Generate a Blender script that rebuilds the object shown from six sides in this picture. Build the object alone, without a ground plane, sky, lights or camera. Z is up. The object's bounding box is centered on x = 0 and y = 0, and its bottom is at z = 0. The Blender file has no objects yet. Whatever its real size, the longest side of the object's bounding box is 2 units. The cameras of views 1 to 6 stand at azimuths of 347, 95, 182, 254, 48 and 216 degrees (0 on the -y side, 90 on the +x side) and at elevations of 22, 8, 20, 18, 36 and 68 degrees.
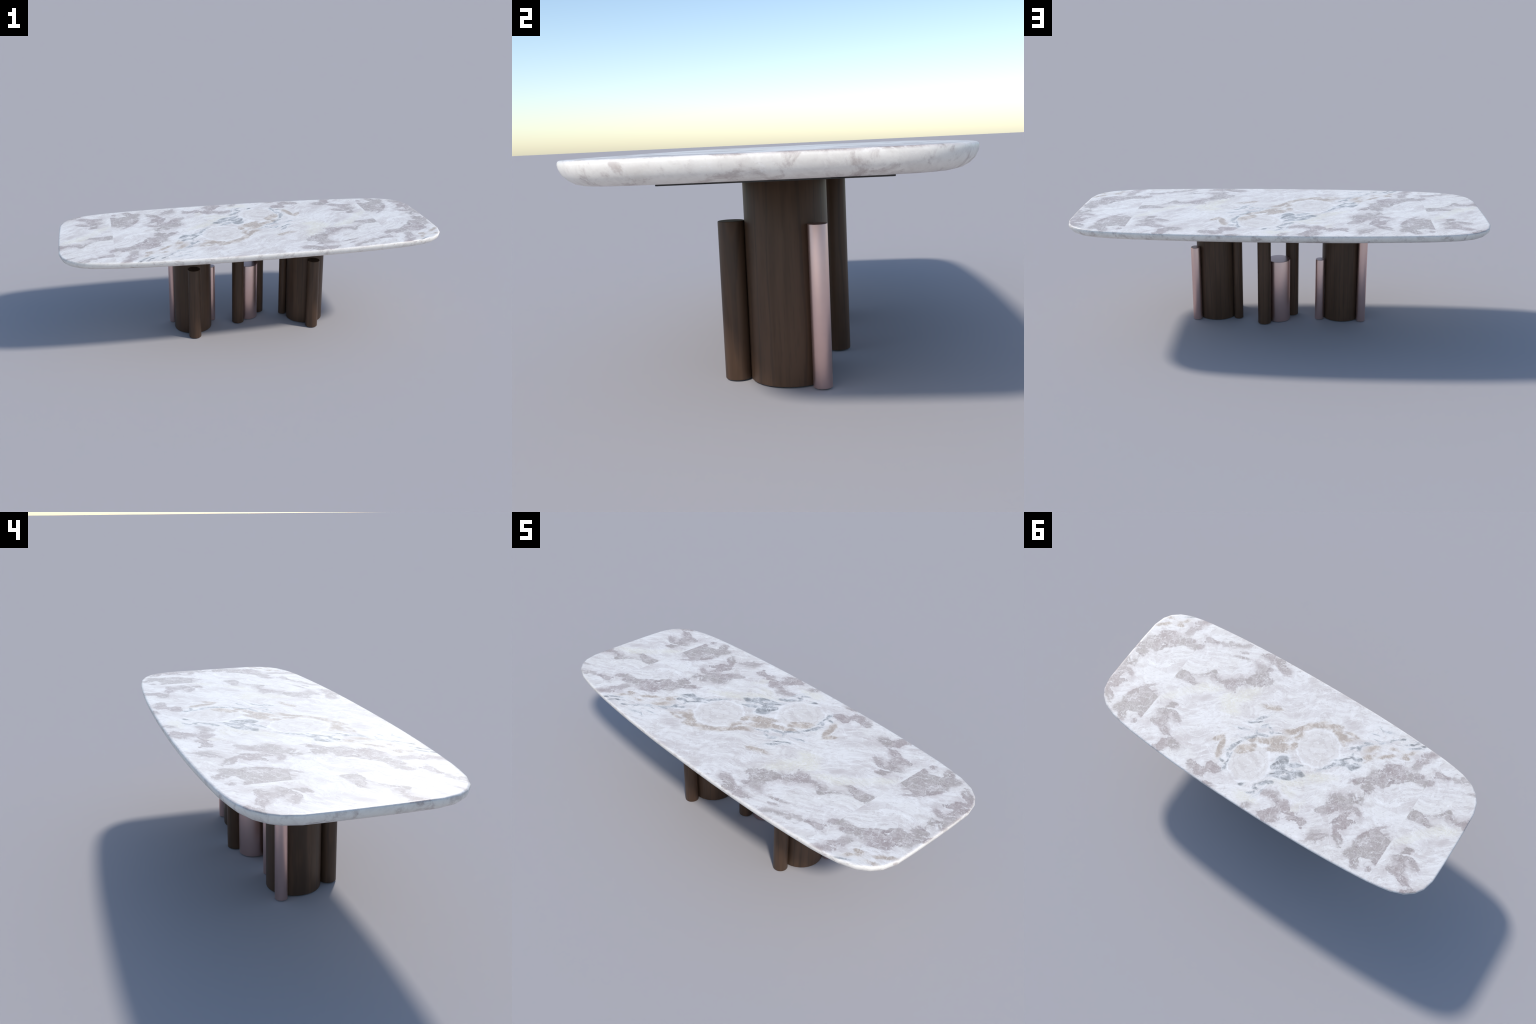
"""Marble dining table on clustered round columns.

One thing (dining_table, an Empty at the base) that parents:
  table_top          bowed, round-cornered stone slab with an undercut edge
  mounting_plate     thin dark steel plate under the slab (> rail: two added black bars standing in for dark slots)
  wooden_column      two thick walnut columns
  wooden_post        slimmer walnut posts
  metal_post         rose metal posts of several thicknesses
Units are metres; the table is 2 m long and stands on z = 0.
"""
import bpy
import bmesh
import math
from mathutils import Vector

# ------------------------------------------------------------------ sizes
TOP_Z = 0.5567          # upper face of the slab
BOTTOM_Z = 0.5122       # lower face of the slab
PLATE_Z = 0.4942        # lower face of the steel plate = top of the full-height legs

scene = bpy.context.scene


def new_object(name, mesh, material=None, parent=None):
    obj = bpy.data.objects.new(name, mesh)
    scene.collection.objects.link(obj)
    if material is not None:
        mesh.materials.append(material)
    obj.parent = parent
    return obj


# ------------------------------------------------------------------ node helper
class Nodes:
    """Tiny expression builder on top of a material's node tree."""

    def __init__(self, name):
        self.material = bpy.data.materials.new(name)
        self.material.use_nodes = True
        self.tree = self.material.node_tree
        self.tree.nodes.clear()
        self.output = self.add("ShaderNodeOutputMaterial")
        self.bsdf = self.add("ShaderNodeBsdfPrincipled")
        self.link(self.bsdf.outputs[0], self.output.inputs["Surface"])

    def add(self, kind):
        return self.tree.nodes.new(kind)

    def link(self, a, b):
        self.tree.links.new(a, b)

    def feed(self, socket, value):
        if isinstance(value, bpy.types.NodeSocket):
            self.link(value, socket)
        elif value is not None:
            socket.default_value = value

    def math(self, op, a, b=None, c=None, clamp=False):
        n = self.add("ShaderNodeMath")
        n.operation, n.use_clamp = op, clamp
        for s, v in zip(n.inputs, (a, b, c)):
            self.feed(s, v)
        return n.outputs[0]

    def vec(self, op, a, b=None):
        n = self.add("ShaderNodeVectorMath")
        n.operation = op
        self.feed(n.inputs[0], a)
        if op == "SCALE":
            self.feed(n.inputs["Scale"], b)
        else:
            self.feed(n.inputs[1], b)
        return n.outputs["Value" if op in ("DOT_PRODUCT", "LENGTH") else "Vector"]

    def combine(self, x, y, z):
        n = self.add("ShaderNodeCombineXYZ")
        for s, v in zip(n.inputs, (x, y, z)):
            self.feed(s, v)
        return n.outputs[0]

    def separate(self, v):
        n = self.add("ShaderNodeSeparateXYZ")
        self.link(v, n.inputs[0])
        return n.outputs

    def noise(self, vector, scale, detail=4.0, rough=0.55, distort=0.0, color=False):
        n = self.add("ShaderNodeTexNoise")
        self.link(vector, n.inputs["Vector"])
        for k, v in (("Scale", scale), ("Detail", detail), ("Roughness", rough), ("Distortion", distort)):
            n.inputs[k].default_value = v
        return n.outputs["Color" if color else "Fac"]

    def smooth(self, value, lo, hi, to_lo=0.0, to_hi=1.0):
        n = self.add("ShaderNodeMapRange")
        n.interpolation_type = "SMOOTHSTEP"
        self.link(value, n.inputs["Value"])
        for k, v in (("From Min", lo), ("From Max", hi), ("To Min", to_lo), ("To Max", to_hi)):
            n.inputs[k].default_value = v
        return n.outputs["Result"]

    def mix(self, fac, a, b):
        n = self.add("ShaderNodeMix")
        n.data_type = "RGBA"
        self.feed(n.inputs["Factor"], fac)
        for s, v in ((n.inputs["A"], a), (n.inputs["B"], b)):
            pass
        color_in = [s for s in n.inputs if s.type == "RGBA"]
        for s, v in zip(color_in, (a, b)):
            self.feed(s, v if isinstance(v, bpy.types.NodeSocket) else (*v, 1.0))
        return [s for s in n.outputs if s.type == "RGBA"][0]

    def object_coords(self):
        return self.add("ShaderNodeTexCoord").outputs["Object"]


# ------------------------------------------------------------------ marble
# The stone is one figured panel that repeats along the table's length.  Its
# figure is described as strokes (x0, y0, x1, y1, half width), in millimetres
# on the slab's upper face, grouped by the vein or patch they belong to.
PANEL_LEFT, PANEL_RIGHT = -0.727, 0.708
PANEL = PANEL_RIGHT - PANEL_LEFT
CUT_AT_PANEL_EDGE = ("torn_band", "half_moon", "speckled_patch")   # these end at the panel joint
FIGURE = {
    "mauve": {
        "torn_band": [
            (698, -22, 655, -42, 20), (652, -32, 602, -32, 16), (651, -52, 580, -95, 5), (582, -93, 553, -134, 6),
            (554, -128, 519, -116, 14), (522, -109, 439, -115, 14), (452, -123, 363, -173, 23), (415, -118, 393, -108, 13),
            (341, -204, 267, -249, 24), (346, -238, 312, -282, 20), (383, -374, 333, -390, 14), (332, -377, 268, -382, 20),
            (265, -367, 209, -354, 20), (363, -302, 312, -315, 14),
        ],
        "upper_vein": [
            (706, -290, 654, -293, 7), (660, -291, 584, -313, 7), (584, -314, 564, -345, 4), (567, -343, 517, -349, 4),
            (523, -346, 469, -383, 7), (499, -312, 457, -328, 3), (473, -291, 409, -309, 3),
        ],
        "half_moon": [
            (-646, 140, -613, 193, 22), (-673, 157, -606, 240, 29), (-714, 171, -604, 280, 28), (-729, 196, -608, 298, 20),
            (-720, 223, -675, 267, 20), (-616, 320, -644, 350, 19), (-691, 332, -714, 316, 13), (-711, 274, -723, 283, 13),
            (-574, 327, -586, 309, 10), (-634, 130, -665, 101, 3),
        ],
        "star_patch": [
            (-331, 214, -430, 141, 18), (-370, 133, -415, 96, 22), (-428, 101, -450, 141, 12), (-443, 55, -498, 55, 18),
            (-471, 99, -516, 112, 12), (-433, 232, -474, 158, 13), (-490, 204, -529, 160, 11), (-449, 250, -481, 228, 7),
            (-475, 254, -512, 292, 16), (-389, 339, -439, 292, 17), (-405, 349, -440, 326, 11),
        ],
        "edge_patch": [
            (-60, 279, -115, 257, 14), (-104, 282, -159, 286, 15), (-151, 331, -198, 282, 19), (-183, 270, -206, 298, 12),
            (-164, 341, -104, 394, 15), (-148, 398, -191, 359, 14), (-16, 396, -34, 384, 12), (-242, 328, -264, 299, 15),
            (-287, 313, -317, 307, 11), (-306, 311, -318, 335, 6),
        ],
        "speckled_patch": [
            (644, 197, 597, 214, 18), (582, 183, 540, 199, 16), (653, 284, 599, 231, 13), (601, 264, 564, 287, 15),
            (555, 284, 527, 301, 11), (520, 336, 462, 313, 21), (548, 382, 517, 369, 15), (625, 152, 604, 134, 13),
        ],
        "far_left_patch": [
            (311, 369, 259, 361, 21), (247, 308, 208, 316, 17), (348, 349, 326, 349, 15), (219, 406, 191, 395, 14),
        ],
        "crescent": [
            (-420, -26, -462, -69, 16), (-466, -12, -500, -24, 20), (-475, -92, -509, -130, 23), (-501, -72, -545, -94, 20),
            (-505, -161, -548, -178, 13), (-546, -136, -601, -169, 23), (-564, -185, -630, -222, 12), (-616, -178, -672, -208, 14),
            (-667, -205, -730, -211, 13), (-662, -231, -686, -235, 7), (-729, -224, -741, -256, 10), (-511, -189, -534, -196, 8),
            (-542, -206, -564, -221, 9),
        ],
        "crescent_tail": [
            (-625, -248, -639, -265, 11), (-635, -277, -654, -320, 14), (-655, -329, -680, -374, 10), (-631, -336, -663, -380, 7),
        ],
    },
    "haze": {
        "veil": [
            (707, 79, 659, 51, 10), (577, 84, 483, -4, 19), (460, 241, 366, 179, 25), (472, 280, 440, 259, 17),
            (671, 162, 640, 141, 18), (627, 368, 607, 354, 19),
        ],
        "veil_b": [
            (442, 206, 345, 173, 17), (299, 301, 239, 299, 17), (209, 351, 112, 316, 21), (381, 274, 303, 261, 22),
            (95, -64, 23, -96, 11),
        ],
        "veil_c": [
            (240, -293, 141, -321, 11), (199, -254, 105, -283, 13), (152, -195, 73, -219, 13), (91, -334, 38, -348, 16),
            (52, -380, -39, -379, 19), (-21, -351, -137, -395, 24), (22, -273, -58, -294, 13), (-23, -237, -134, -309, 5),
            (-101, -271, -140, -288, 9), (-136, -351, -222, -406, 6), (82, -145, -50, -217, 17), (-201, -293, -272, -292, 22),
        ],
        "veil_d": [
            (-408, 255, -379, 304, 9), (-501, 243, -503, 214, 14), (-271, 232, -309, 217, 18), (-676, 141, -709, 140, 17),
        ],
    },
    "tan": {
        "wing": [
            (318, 178, 295, 140, 8), (279, 156, 261, 202, 13), (267, 199, 246, 254, 14), (158, 76, 94, 49, 11),
            (100, 49, 43, 23, 14), (71, 14, 1, -32, 16), (38, 46, -23, 14, 20), (35, -56, -14, -85, 11),
            (0, -95, -60, -139, 8), (-38, -58, -50, -89, 11), (-48, 5, -51, -28, 12), (56, 78, -25, 39, 8),
            (177, 162, 129, 107, 22), (207, -122, 130, -148, 11),
        ],
        "brow": [
            (-49, -148, -63, -170, 8), (-72, -168, -152, -213, 12), (-86, -195, -122, -223, 5), (-146, -213, -195, -241, 11),
            (-182, -205, -209, -224, 12), (-203, -200, -240, -209, 12), (-221, -200, -257, -170, 14), (-251, -235, -300, -235, 5),
            (-259, -194, -285, -215, 12),
        ],
        "flame": [
            (-374, -195, -419, -245, 14), (-387, -162, -401, -179, 9), (-402, -149, -421, -196, 7), (-470, -275, -513, -288, 7),
            (-544, -282, -570, -272, 12), (-561, -293, -599, -333, 8), (-452, -202, -500, -248, 7),
        ],
    },
    "blue": {
        "braid": [
            (249, 54, 203, 37, 5), (200, -38, 165, -77, 7), (220, -5, 200, -22, 6), (195, -20, 169, -45, 3),
            (147, -14, 137, -36, 10), (122, -34, 93, -30, 5), (100, -13, 75, -8, 5), (85, -23, 57, -34, 2),
            (166, 11, 153, 33, 3), (169, 70, 145, 48, 8), (150, 35, 89, 13, 6), (201, 97, 170, 68, 6),
            (238, 107, 217, 84, 3),
        ],
        "hook": [
            (204, 134, 177, 90, 5), (219, 175, 205, 142, 9), (233, 196, 205, 169, 8), (217, 208, 201, 220, 9),
            (192, 218, 197, 195, 6), (224, 259, 208, 256, 5), (187, 291, 189, 258, 8), (186, 252, 190, 236, 5),
        ],
        "blue_rock": [
            (-20, 100, -53, 55, 12), (-30, 131, -64, 97, 22), (-42, 180, -83, 126, 14), (-56, 179, -75, 166, 7),
            (-23, 204, -36, 192, 5), (-61, 66, -86, 98, 7), (-85, 87, -137, 64, 12), (-124, 103, -168, 100, 16),
            (-88, 164, -148, 128, 13), (-103, 124, -124, 118, 8),
        ],
        "blue_wave": [
            (-225, 31, -248, -3, 5), (-245, 3, -276, -40, 8), (-271, -37, -322, -78, 12), (-278, -70, -331, -113, 5),
            (-319, -61, -358, -80, 8), (-347, -65, -384, -104, 13), (-324, -118, -359, -122, 7), (-359, -122, -375, -136, 10),
            (-332, -127, -330, -141, 5), (-308, -157, -313, -168, 4), (-319, -181, -366, -224, 4), (-341, -174, -340, -193, 8),
            (-342, -229, -380, -245, 5), (-382, -275, -404, -280, 2), (-355, -298, -379, -303, 3), (-373, -347, -397, -337, 3),
            (-415, -272, -450, -305, 6),
        ],
        "blue_drift": [
            (-400, -345, -440, -359, 7), (-441, -306, -483, -345, 2), (-497, -356, -508, -367, 4), (-525, -338, -569, -367, 4),
            (-567, -382, -585, -386, 4), (-603, -373, -622, -387, 4), (-552, -327, -604, -360, 6),
        ],
        "pebbles": [
            (64, 315, 50, 304, 6), (4, 284, -6, 263, 4), (-21, 253, -35, 232, 9), (-46, 229, -70, 212, 9),
            (-11, 285, -26, 276, 5), (-20, 313, -22, 300, 5), (-37, 312, -54, 260, 3), (4, 325, -11, 315, 4),
        ],
    },
    "cream": {
        "cream_pool": [
            (393, -19, 324, -11, 30), (588, 8, 469, -78, 18), (400, -55, 289, -173, 32),
        ],
        "cream_band": [
            (-79, 205, -210, 118, 10), (-185, 102, -294, 34, 20), (-144, 208, -192, 213, 14), (30, 357, -32, 356, 18),
            (-236, 293, -249, 230, 10),
        ],
        "cream_edge": [
            (674, 123, 619, 58, 13), (627, 47, 530, -42, 16),
        ],
    },
    "disc": {
        "twin_disc": [
            (115, 205, 71, 176, 92),
        ],
        "twin_disc_b": [
            (-139, -52, -184, -97, 88),
        ],
    },
}
# per kind: how ragged its outline is, how soft, and how far neighbouring strokes flow together
RAGGED = {"mauve": 0.050, "haze": 0.060, "tan": 0.034, "blue": 0.022, "cream": 0.060, "disc": 0.045}
SOFT = {"mauve": 0.0075, "haze": 0.018, "tan": 0.006, "blue": 0.0035, "cream": 0.024, "disc": 0.008}
FLOW = {"mauve": 0.032, "haze": 0.020, "tan": 0.014, "blue": 0.007, "cream": 0.020, "disc": 0.004}


SPREAD = {"mauve": 1.30, "haze": 1.25, "tan": 1.15, "blue": 1.10, "cream": 1.2, "disc": 1.08}


def stroke_conic(x0, y0, x1, y1, half, spread):
    """Ellipse round a stroke as q(x, y) = coefficients of (x2, xy, y2) and (x, y, 1).
    q is 0 on the ellipse and about the distance to it nearby."""
    x0, y0, x1, y1, half = (v / 1000.0 for v in (x0, y0, x1, y1, half))
    cx, cy = (x0 + x1) / 2, (y0 + y1) / 2
    half *= spread
    long = math.hypot(x1 - x0, y1 - y0) / 2 + 0.75 * half
    angle = math.atan2(y1 - y0, x1 - x0)
    c, s = math.cos(angle), math.sin(angle)
    p, q = 1 / long ** 2, 1 / half ** 2
    a = p * c * c + q * s * s
    b = 2 * c * s * (p - q)
    d = p * s * s + q * c * c
    k = half / 2
    return ((a * k, b * k, d * k),
            ((-2 * a * cx - b * cy) * k, (-2 * d * cy - b * cx) * k,
             (a * cx * cx + b * cx * cy + d * cy * cy - 1) * k))


def strokes_of(kind):
    for name, strokes in FIGURE[kind].items():
        for s in strokes:
            yield s
            if name in CUT_AT_PANEL_EDGE:
                continue
            reach = s[4] + 25
            for shift in (-PANEL, PANEL):
                lo, hi = min(s[0], s[2]) + shift * 1000, max(s[0], s[2]) + shift * 1000
                if hi + reach > PANEL_LEFT * 1000 and lo - reach < PANEL_RIGHT * 1000:
                    yield (s[0] + shift * 1000, s[1], s[2] + shift * 1000, s[3], s[4])


def marble_material():
    n = Nodes("veined_marble")
    pos = n.object_coords()
    x, y, z = n.separate(pos)
    # on the undercut edge the figure runs on down the stone, slightly sheared
    down = n.math("SUBTRACT", TOP_Z, z)
    xs = n.math("MULTIPLY_ADD", down, 0.8, x)
    ys = n.math("MULTIPLY_ADD", down, -0.5, y)
    wrapped = n.add("ShaderNodeMath")
    wrapped.operation = "WRAP"
    n.feed(wrapped.inputs[0], xs)
    wrapped.inputs[1].default_value, wrapped.inputs[2].default_value = PANEL_RIGHT, PANEL_LEFT
    xw = wrapped.outputs[0]
    flat = n.combine(xw, ys, down)

    # ragged outlines: the whole figure is displaced by turbulence
    half = (0.5, 0.5, 0.5)
    big = n.vec("SUBTRACT", n.noise(flat, 8.0, 2.0, color=True), half)
    small = n.vec("SUBTRACT", n.noise(flat, 34.0, 4.0, 0.65, color=True), half)
    warped = n.vec("ADD", flat, n.vec("ADD", n.vec("SCALE", big, 0.030), n.vec("SCALE", small, 0.018)))
    wx, wy, _ = n.separate(warped)
    quadratic = n.combine(n.math("MULTIPLY", wx, wx), n.math("MULTIPLY", wx, wy), n.math("MULTIPLY", wy, wy))
    linear = n.combine(wx, wy, 1.0)

    # streaks follow the bedding of the stone, about 33 degrees to the length,
    # and swirl round on a larger scale
    bed = math.radians(33)
    swirl = n.vec("ADD", warped, n.vec("SCALE", n.vec("SUBTRACT", n.noise(flat, 3.2, 1.0, color=True), half), 0.22))
    along = n.vec("DOT_PRODUCT", swirl, (math.cos(bed), math.sin(bed), 0.0))
    across = n.vec("DOT_PRODUCT", swirl, (-math.sin(bed), math.cos(bed), 0.0))
    bedded = n.combine(n.math("MULTIPLY", along, 0.26), across, down)

    grain = n.noise(warped, 20.0, 9.0, 0.70, 0.6)
    fine = n.noise(flat, 120.0, 5.0, 0.70)
    streak = n.noise(bedded, 26.0, 7.0, 0.66)
    wisp = n.noise(bedded, 60.0, 5.0, 0.65, 0.5)
    cloud = n.noise(flat, 5.0, 4.0, 0.55)
    ragged = n.math("ADD", n.math("MULTIPLY", n.math("SUBTRACT", grain, 0.5), 0.95),
                    n.math("MULTIPLY", n.math("SUBTRACT", streak, 0.5), 1.0))

    def field(kind):
        total = None
        for s in strokes_of(kind):
            qa, qb = stroke_conic(*s, SPREAD[kind])
            f = n.math("ADD", n.vec("DOT_PRODUCT", quadratic, qa), n.vec("DOT_PRODUCT", linear, qb))
            total = f if total is None else n.math("SMOOTH_MIN", total, f, FLOW[kind])
        return n.math("MULTIPLY_ADD", ragged, RAGGED[kind], total)

    def inside(f, soft):
        return n.smooth(f, soft, -soft)

    def times(a, b):
        return n.math("MULTIPLY", a, b)

    # ground: white, with warm clouds, bedding streaks and wisps
    blotch = n.noise(warped, 11.0, 7.0, 0.68, 0.8)
    hair = n.noise(bedded, 130.0, 4.0, 0.7, 0.8)
    white, pale, bright = (0.765, 0.758, 0.760), (0.59, 0.555, 0.55), (0.835, 0.835, 0.845)
    color = n.mix(n.smooth(cloud, 0.42, 0.66, 0.0, 0.55), white, (0.715, 0.70, 0.675))
    color = n.mix(n.smooth(streak, 0.47, 0.72, 0.0, 0.72), color, pale)
    color = n.mix(n.smooth(blotch, 0.50, 0.68, 0.0, 0.6), color, (0.575, 0.535, 0.525))
    flow = n.noise(bedded, 11.0, 8.0, 0.68, 1.2)
    color = n.mix(n.smooth(flow, 0.50, 0.68, 0.0, 0.75), color, (0.56, 0.515, 0.51))
    crack = n.math("ABSOLUTE", n.math("SUBTRACT", flow, 0.535))
    color = n.mix(times(n.smooth(crack, 0.010, 0.001), n.smooth(blotch, 0.42, 0.6, 0.0, 0.6)), color, (0.45, 0.395, 0.39))
    color = n.mix(n.smooth(hair, 0.52, 0.68, 0.0, 0.60), color, (0.50, 0.465, 0.45))
    color = n.mix(n.smooth(wisp, 0.56, 0.70, 0.0, 0.55), color, (0.52, 0.48, 0.47))
    color = n.mix(n.smooth(wisp, 0.43, 0.30, 0.0, 0.80), color, bright)

    # two round pebbles with growth rings and a white rind
    f = field("disc")
    disc = inside(f, SOFT["disc"])
    growth = n.math("SINE", n.math("MULTIPLY", f, 300.0))
    color = n.mix(times(disc, n.smooth(streak, 0.3, 0.7, 0.35, 0.75)), color, (0.65, 0.62, 0.60))
    color = n.mix(times(inside(f, 0.020), times(n.smooth(growth, 0.2, 1.0), n.smooth(grain, 0.36, 0.6, 0.05, 0.45))), color, (0.49, 0.44, 0.425))
    rind = n.math("ABSOLUTE", n.math("SUBTRACT", f, 0.010))
    color = n.mix(times(n.smooth(rind, 0.011, 0.002), n.smooth(streak, 0.35, 0.6, 0.9, 0.25)), color, bright)
    color = n.mix(times(inside(field("cream"), SOFT["cream"]), n.smooth(fine, 0.35, 0.68, 0.2, 0.85)),
                  color, (0.69, 0.665, 0.55))
    color = n.mix(times(inside(field("haze"), SOFT["haze"]), n.smooth(wisp, 0.32, 0.66, 0.2, 0.9)),
                  color, (0.56, 0.52, 0.515))

    # mauve-grey patches: a pale veil round them, clotted tone inside, darker rims
    f = field("mauve")
    color = n.mix(times(inside(f, 0.048), n.smooth(flow, 0.36, 0.60, 0.15, 0.95)), color, (0.57, 0.525, 0.525))
    tone = n.mix(n.smooth(cloud, 0.42, 0.58), (0.365, 0.31, 0.307), (0.37, 0.336, 0.318))
    tone = n.mix(n.smooth(grain, 0.42, 0.62, 0.0, 0.85), tone, (0.59, 0.555, 0.55))
    tone = n.mix(n.smooth(fine, 0.46, 0.68, 0.0, 0.45), tone, (0.60, 0.56, 0.56))
    tone = n.mix(n.smooth(wisp, 0.50, 0.68, 0.0, 0.60), tone, (0.30, 0.25, 0.25))
    speck = n.noise(flat, 230.0, 3.0, 0.7)
    tone = n.mix(n.smooth(speck, 0.53, 0.66, 0.0, 0.8), tone, (0.29, 0.235, 0.235))
    tone = n.mix(n.smooth(speck, 0.42, 0.30, 0.0, 0.6), tone, (0.66, 0.63, 0.64))
    crisp = n.smooth(blotch, 0.42, 0.60)
    soft_edge = n.math("MULTIPLY", inside(f, 0.021), crisp)
    hard_edge = n.math("MULTIPLY", inside(f, 0.004), n.math("SUBTRACT", 1.0, crisp))
    color = n.mix(times(n.math("ADD", soft_edge, hard_edge), 0.94), color, tone)
    rim = n.math("ABSOLUTE", n.math("ADD", f, 0.0025))
    color = n.mix(times(n.smooth(rim, 0.0045, 0.0005), n.smooth(grain, 0.46, 0.62, 0.0, 0.75)), color, (0.27, 0.22, 0.22))

    f = field("tan")
    tone = n.mix(n.smooth(grain, 0.40, 0.64), (0.36, 0.29, 0.24), (0.60, 0.535, 0.475))
    tone = n.mix(n.smooth(fine, 0.48, 0.68, 0.0, 0.5), tone, (0.64, 0.59, 0.54))
    color = n.mix(times(inside(f, 0.026), n.smooth(grain, 0.38, 0.6, 0.2, 0.75)), color, (0.60, 0.55, 0.50))
    color = n.mix(times(inside(f, SOFT["tan"]), 0.82), color, tone)

    f = field("blue")
    tone = n.mix(n.smooth(grain, 0.40, 0.62), (0.28, 0.29, 0.305), (0.58, 0.59, 0.61))
    tone = n.mix(n.smooth(wisp, 0.50, 0.62, 0.0, 0.85), tone, (0.155, 0.16, 0.165))
    tone = n.mix(n.smooth(wisp, 0.44, 0.34, 0.0, 0.70), tone, (0.72, 0.73, 0.74))
    color = n.mix(times(inside(f, 0.022), n.smooth(grain, 0.38, 0.6, 0.15, 0.7)), color, (0.60, 0.625, 0.64))
    color = n.mix(times(inside(f, SOFT["blue"]), 0.85), color, tone)

    # white threads: ridges of turbulence that cut through everything
    ridge = n.math("ABSOLUTE", n.math("SUBTRACT", n.noise(warped, 11.0, 3.5, 0.55, 0.8), 0.5))
    color = n.mix(n.smooth(ridge, 0.016, 0.002, 0.0, 0.38), color, bright)
    flake = n.noise(warped, 60.0, 4.0, 0.6, 0.4)
    color = n.mix(times(n.smooth(flake, 0.60, 0.72), 0.55), color, bright)

    # the sawn edge cuts across the beds: paler, with soft mottles instead of the figure
    mottle = n.noise(pos, 17.0, 6.0, 0.66, 0.6)
    dapple = n.noise(pos, 48.0, 5.0, 0.62, 0.4)
    edge = n.mix(n.smooth(dapple, 0.46, 0.70, 0.0, 0.6), (0.775, 0.76, 0.735), (0.64, 0.61, 0.59))
    edge = n.mix(n.smooth(mottle, 0.50, 0.66, 0.0, 0.85), edge, (0.47, 0.42, 0.405))
    edge = n.mix(times(n.smooth(mottle, 0.50, 0.60), n.smooth(dapple, 0.52, 0.66, 0.0, 0.7)), edge, (0.40, 0.345, 0.335))
    edge = n.mix(n.smooth(dapple, 0.40, 0.28, 0.0, 0.7), edge, bright)
    color = n.mix(n.smooth(down, 0.0005, 0.006, 0.0, 0.82), color, edge)

    # the stone as a whole is faintly warm
    color = n.vec("MULTIPLY", color, (1.125, 1.085, 1.025))
    n.feed(n.bsdf.inputs["Base Color"], color)
    n.bsdf.inputs["Roughness"].default_value = 0.42
    n.bsdf.inputs["Specular IOR Level"].default_value = 0.5
    return n.material


# ------------------------------------------------------------------ walnut and metals
def walnut_material():
    n = Nodes("dark_walnut")
    pos = n.object_coords()
    random = n.add("ShaderNodeObjectInfo").outputs["Random"]
    shifted = n.vec("ADD", pos, n.vec("SCALE", n.combine(random, random, random), 7.0))
    x, y, z = n.separate(shifted)
    stretched = n.combine(x, y, n.math("MULTIPLY", z, 0.07))
    fibre = n.noise(stretched, 190.0, 4.0, 0.6)
    band = n.noise(stretched, 26.0, 3.0, 0.55, 0.4)
    rings = n.add("ShaderNodeTexWave")
    rings.wave_type, rings.bands_direction = "BANDS", "X"
    n.link(n.combine(x, n.math("MULTIPLY", y, 0.6), n.math("MULTIPLY", z, 0.10)), rings.inputs["Vector"])
    for k, v in (("Scale", 14.0), ("Distortion", 5.0), ("Detail", 2.0), ("Detail Scale", 1.2)):
        rings.inputs[k].default_value = v
    color = n.mix(n.smooth(band, 0.35, 0.65), (0.071, 0.040, 0.0242), (0.097, 0.055, 0.034))
    color = n.mix(n.smooth(fibre, 0.50, 0.72, 0.0, 0.32), color, (0.044, 0.026, 0.017))
    color = n.mix(n.smooth(rings.outputs["Fac"], 0.90, 0.99, 0.0, 0.32), color, (0.030, 0.022, 0.018))
    n.feed(n.bsdf.inputs["Base Color"], color)
    n.bsdf.inputs["Roughness"].default_value = 0.45
    n.bsdf.inputs["Specular IOR Level"].default_value = 0.26
    bump = n.add("ShaderNodeBump")
    bump.inputs["Strength"].default_value = 0.08
    bump.inputs["Distance"].default_value = 0.001
    n.link(fibre, bump.inputs["Height"])
    n.link(bump.outputs[0], n.bsdf.inputs["Normal"])
    return n.material


def metal_material(name, color, roughness):
    n = Nodes(name)
    pos = n.object_coords()
    speck = n.noise(pos, 60.0, 3.0, 0.5)
    shade = n.mix(n.smooth(speck, 0.3, 0.7, 0.0, 0.12), color, tuple(0.85 * c for c in color))
    n.feed(n.bsdf.inputs["Base Color"], shade)
    n.bsdf.inputs["Metallic"].default_value = 1.0
    n.bsdf.inputs["Roughness"].default_value = roughness
    return n.material


def paint_material(name, color, roughness):
    n = Nodes(name)
    pos = n.object_coords()
    speck = n.noise(pos, 300.0, 2.0, 0.5)
    n.feed(n.bsdf.inputs["Base Color"],
           n.mix(n.smooth(speck, 0.3, 0.7), color, tuple(0.8 * c for c in color)))
    n.bsdf.inputs["Roughness"].default_value = roughness
    return n.material


# ------------------------------------------------------------------ slab
# corner vertices of one quarter of the outline (x, y), end -> side; the corner is
# a coarse arc, the long sides bow gently out to the middle
QUARTER = [(1.0, 0.0), (0.9995, 0.100), (0.9965, 0.203), (0.9810, 0.262), (0.9550, 0.301),
           (0.9135, 0.334), (0.8500, 0.359), (0.7900, 0.3710), (0.7300, 0.3800)]
SIDE_STEPS, SIDE_MID = 7, 0.4115


def slab_outline():
    quarter = list(QUARTER)
    x_end, y_end = QUARTER[-1]
    for i in range(1, SIDE_STEPS + 1):
        t = 1 - i / SIDE_STEPS
        x = x_end * t
        quarter.append((x, SIDE_MID - (SIDE_MID - y_end) * abs(t) ** 2.4))
    first = quarter
    second = [(-px, py) for px, py in reversed(first[:-1])]
    upper = first + second
    lower = [(px, -py) for px, py in reversed(upper[1:-1])]
    return [Vector(p) for p in upper + lower]


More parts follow.
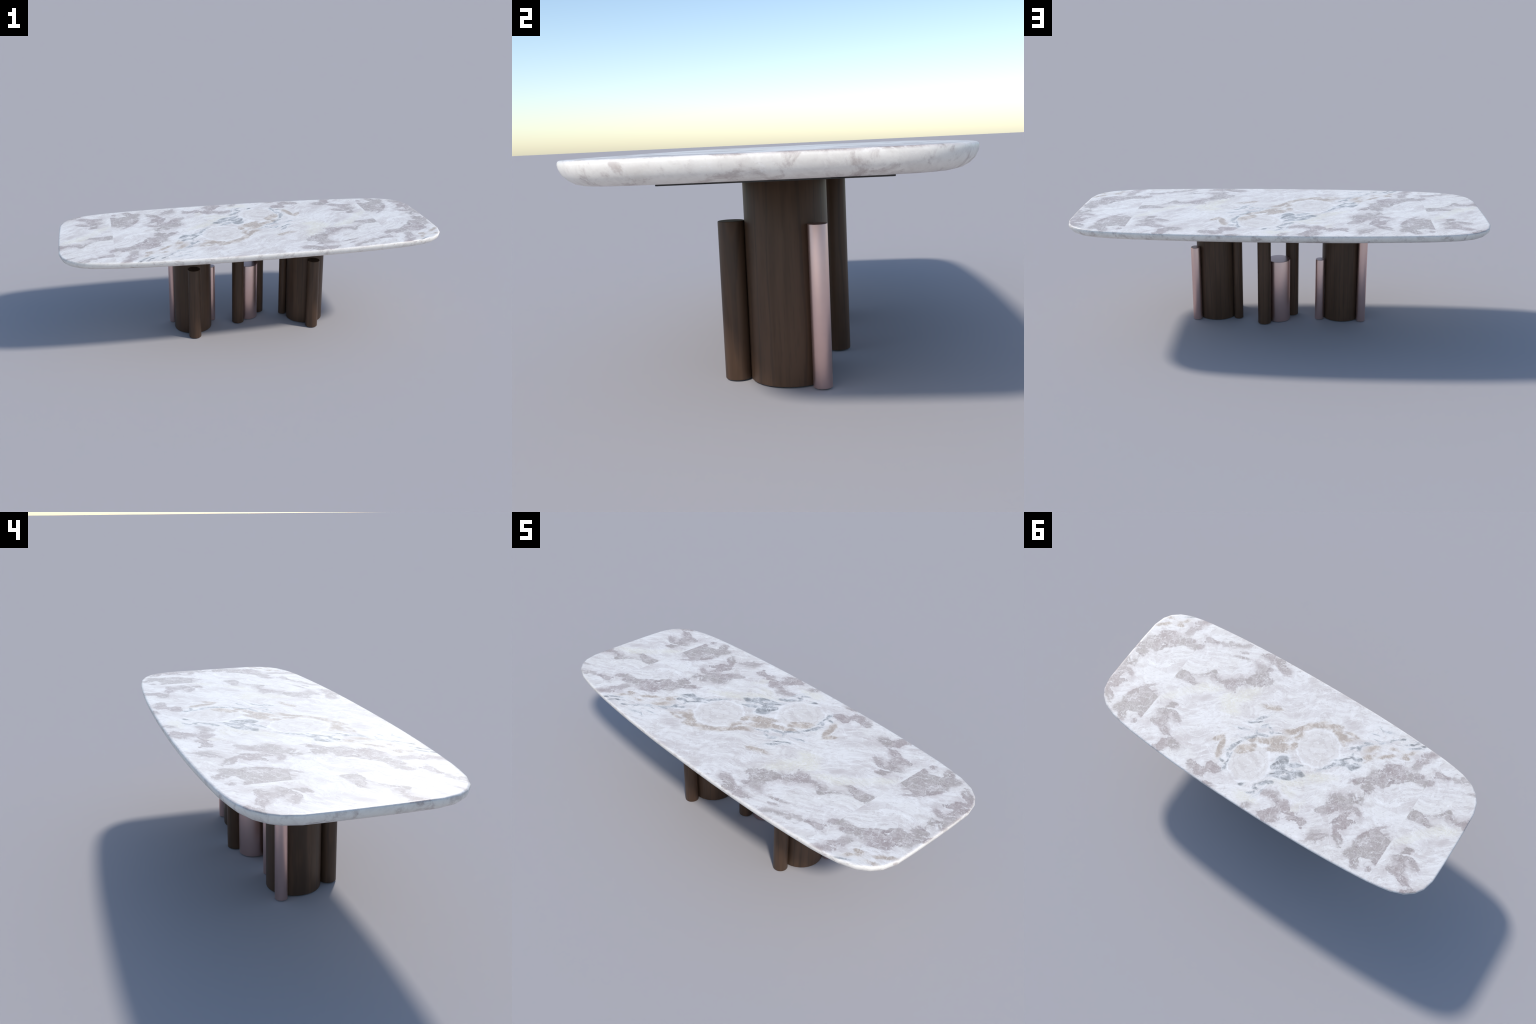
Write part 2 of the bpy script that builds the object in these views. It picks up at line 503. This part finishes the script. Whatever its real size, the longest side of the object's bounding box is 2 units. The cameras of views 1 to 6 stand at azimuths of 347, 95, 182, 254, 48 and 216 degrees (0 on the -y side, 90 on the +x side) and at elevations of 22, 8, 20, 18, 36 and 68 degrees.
# edge section as (inset from the outline, height): small round at the top,
# long undercut curve below
EDGE_PROFILE = [(0.0085, TOP_Z), (0.0040, TOP_Z - 0.0006), (0.0015, TOP_Z - 0.0021), (0.0004, TOP_Z - 0.0046),
                (0.0000, TOP_Z - 0.0085), (0.0012, TOP_Z - 0.0150), (0.0060, TOP_Z - 0.0252),
                (0.0150, TOP_Z - 0.0340), (0.0270, TOP_Z - 0.0408), (0.0400, TOP_Z - 0.0440),
                (0.0520, BOTTOM_Z)]


def inset_outline(points, inset):
    out = []
    count = len(points)
    for i, p in enumerate(points):
        a = (p - points[i - 1]).normalized()
        b = (points[(i + 1) % count] - p).normalized()
        na, nb = Vector((-a.y, a.x)), Vector((-b.y, b.x))
        miter = (na + nb).normalized()
        out.append(p + miter * (inset / max(0.5, miter.dot(na))))
    return out


def build_slab(material, parent):
    outline = slab_outline()
    bm = bmesh.new()
    rings = []
    for inset, z in EDGE_PROFILE:
        rings.append([bm.verts.new((p.x, p.y, z)) for p in inset_outline(outline, inset)])
    count = len(outline)
    for upper, lower in zip(rings, rings[1:]):
        for i in range(count):
            j = (i + 1) % count
            bm.faces.new((upper[i], lower[i], lower[j], upper[j]))
    bm.faces.new(rings[0])
    bm.faces.new(list(reversed(rings[-1])))
    bmesh.ops.recalc_face_normals(bm, faces=bm.faces)
    mesh = bpy.data.meshes.new("table_top")
    bm.to_mesh(mesh)
    bm.free()
    for f in mesh.polygons:
        f.use_smooth = len(f.vertices) == 4
    return new_object("table_top", mesh, material, parent)


# ------------------------------------------------------------------ legs and plate
def cylinder_mesh(name, radius, height, segments, chamfer=0.0015):
    bm = bmesh.new()
    section = [(radius - chamfer, 0.0), (radius - chamfer * 0.3, chamfer * 0.3), (radius, chamfer),
               (radius, height - chamfer), (radius - chamfer * 0.3, height - chamfer * 0.3), (radius - chamfer, height)]
    rings = []
    for r, z in section:
        rings.append([bm.verts.new((r * math.cos(2 * math.pi * i / segments),
                                    r * math.sin(2 * math.pi * i / segments), z)) for i in range(segments)])
    for a, b in zip(rings, rings[1:]):
        for i in range(segments):
            j = (i + 1) % segments
            bm.faces.new((a[i], a[j], b[j], b[i]))
    bm.faces.new(list(reversed(rings[0])))
    bm.faces.new(rings[-1])
    mesh = bpy.data.meshes.new(name)
    bm.to_mesh(mesh)
    bm.free()
    for f in mesh.polygons:
        f.use_smooth = len(f.vertices) == 4
    return mesh


def box_mesh(name, sx, sy, sz):
    bm = bmesh.new()
    bmesh.ops.create_cube(bm, size=1.0)
    bmesh.ops.scale(bm, vec=(sx, sy, sz), verts=bm.verts)
    bmesh.ops.bevel(bm, geom=bm.edges[:], offset=0.0008, segments=1, affect="EDGES")
    mesh = bpy.data.meshes.new(name)
    bm.to_mesh(mesh)
    bm.free()
    return mesh


def build():
    root = bpy.data.objects.new("dining_table", None)
    scene.collection.objects.link(root)
    root["label"] = "long veined marble dining table on clustered walnut columns"
    root["category"] = "dining table"

    marble = marble_material()
    walnut = walnut_material()
    rose = metal_material("rose_metal", (0.75, 0.53, 0.49), 0.40)
    steel = paint_material("dark_steel", (0.030, 0.031, 0.030), 0.5)
    black = paint_material("slot_standin_black", (0.002, 0.002, 0.002), 0.7)

    build_slab(marble, root)

    # steel plate, with two added black bars in place of dark end slots
    thick = BOTTOM_Z - PLATE_Z - 0.0002
    plate = new_object("mounting_plate", box_mesh("mounting_plate", 1.26, 0.48, thick), steel, root)
    plate.location = (0.0, 0.0, PLATE_Z + thick / 2)
    slot_standin_mesh = box_mesh("slot_standin", 1.264, 0.028, thick - 0.003)
    slot_standin_mesh.materials.append(black)
    for side in (-1, 1):
        slot_standin = bpy.data.objects.new("slot_standin", slot_standin_mesh)
        scene.collection.objects.link(slot_standin)
        slot_standin.parent = plate
        slot_standin.location = (0.0, side * 0.127, 0.0)

    # (name, material, x, y, radius, height, segments)
    full, short, low = PLATE_Z - 0.0002, 0.390, 0.322
    legs = []
    for side in (-1, 1):
        legs.append(("wooden_column", walnut, side * 0.318, 0.0002, 0.1004, full, 32))
        legs.append(("wooden_post", walnut, side * 0.3255, -0.1314, 0.0326, short, 32))
    legs += [
        ("metal_post", rose, -0.4148, 0.0780, 0.0230, full, 32),
        ("metal_post", rose, -0.2065, 0.0580, 0.0228, low, 32),
        ("metal_post", rose, 0.4148, 0.0780, 0.0230, 0.385, 32),
        ("wooden_post", walnut, 0.2065, 0.0580, 0.0228, full, 32),
        ("metal_post", rose, 0.0000, 0.0617, 0.0560, low, 40),
        ("wooden_post", walnut, -0.0650, -0.0005, 0.0328, full, 32),
        ("wooden_post", walnut, 0.0711, 0.1163, 0.0330, full, 32),
    ]
    for name, material, x, y, radius, height, segments in legs:
        leg = new_object(name, cylinder_mesh(name, radius, height, segments), material, root)
        leg.location = (x, y, 0.0)


build()
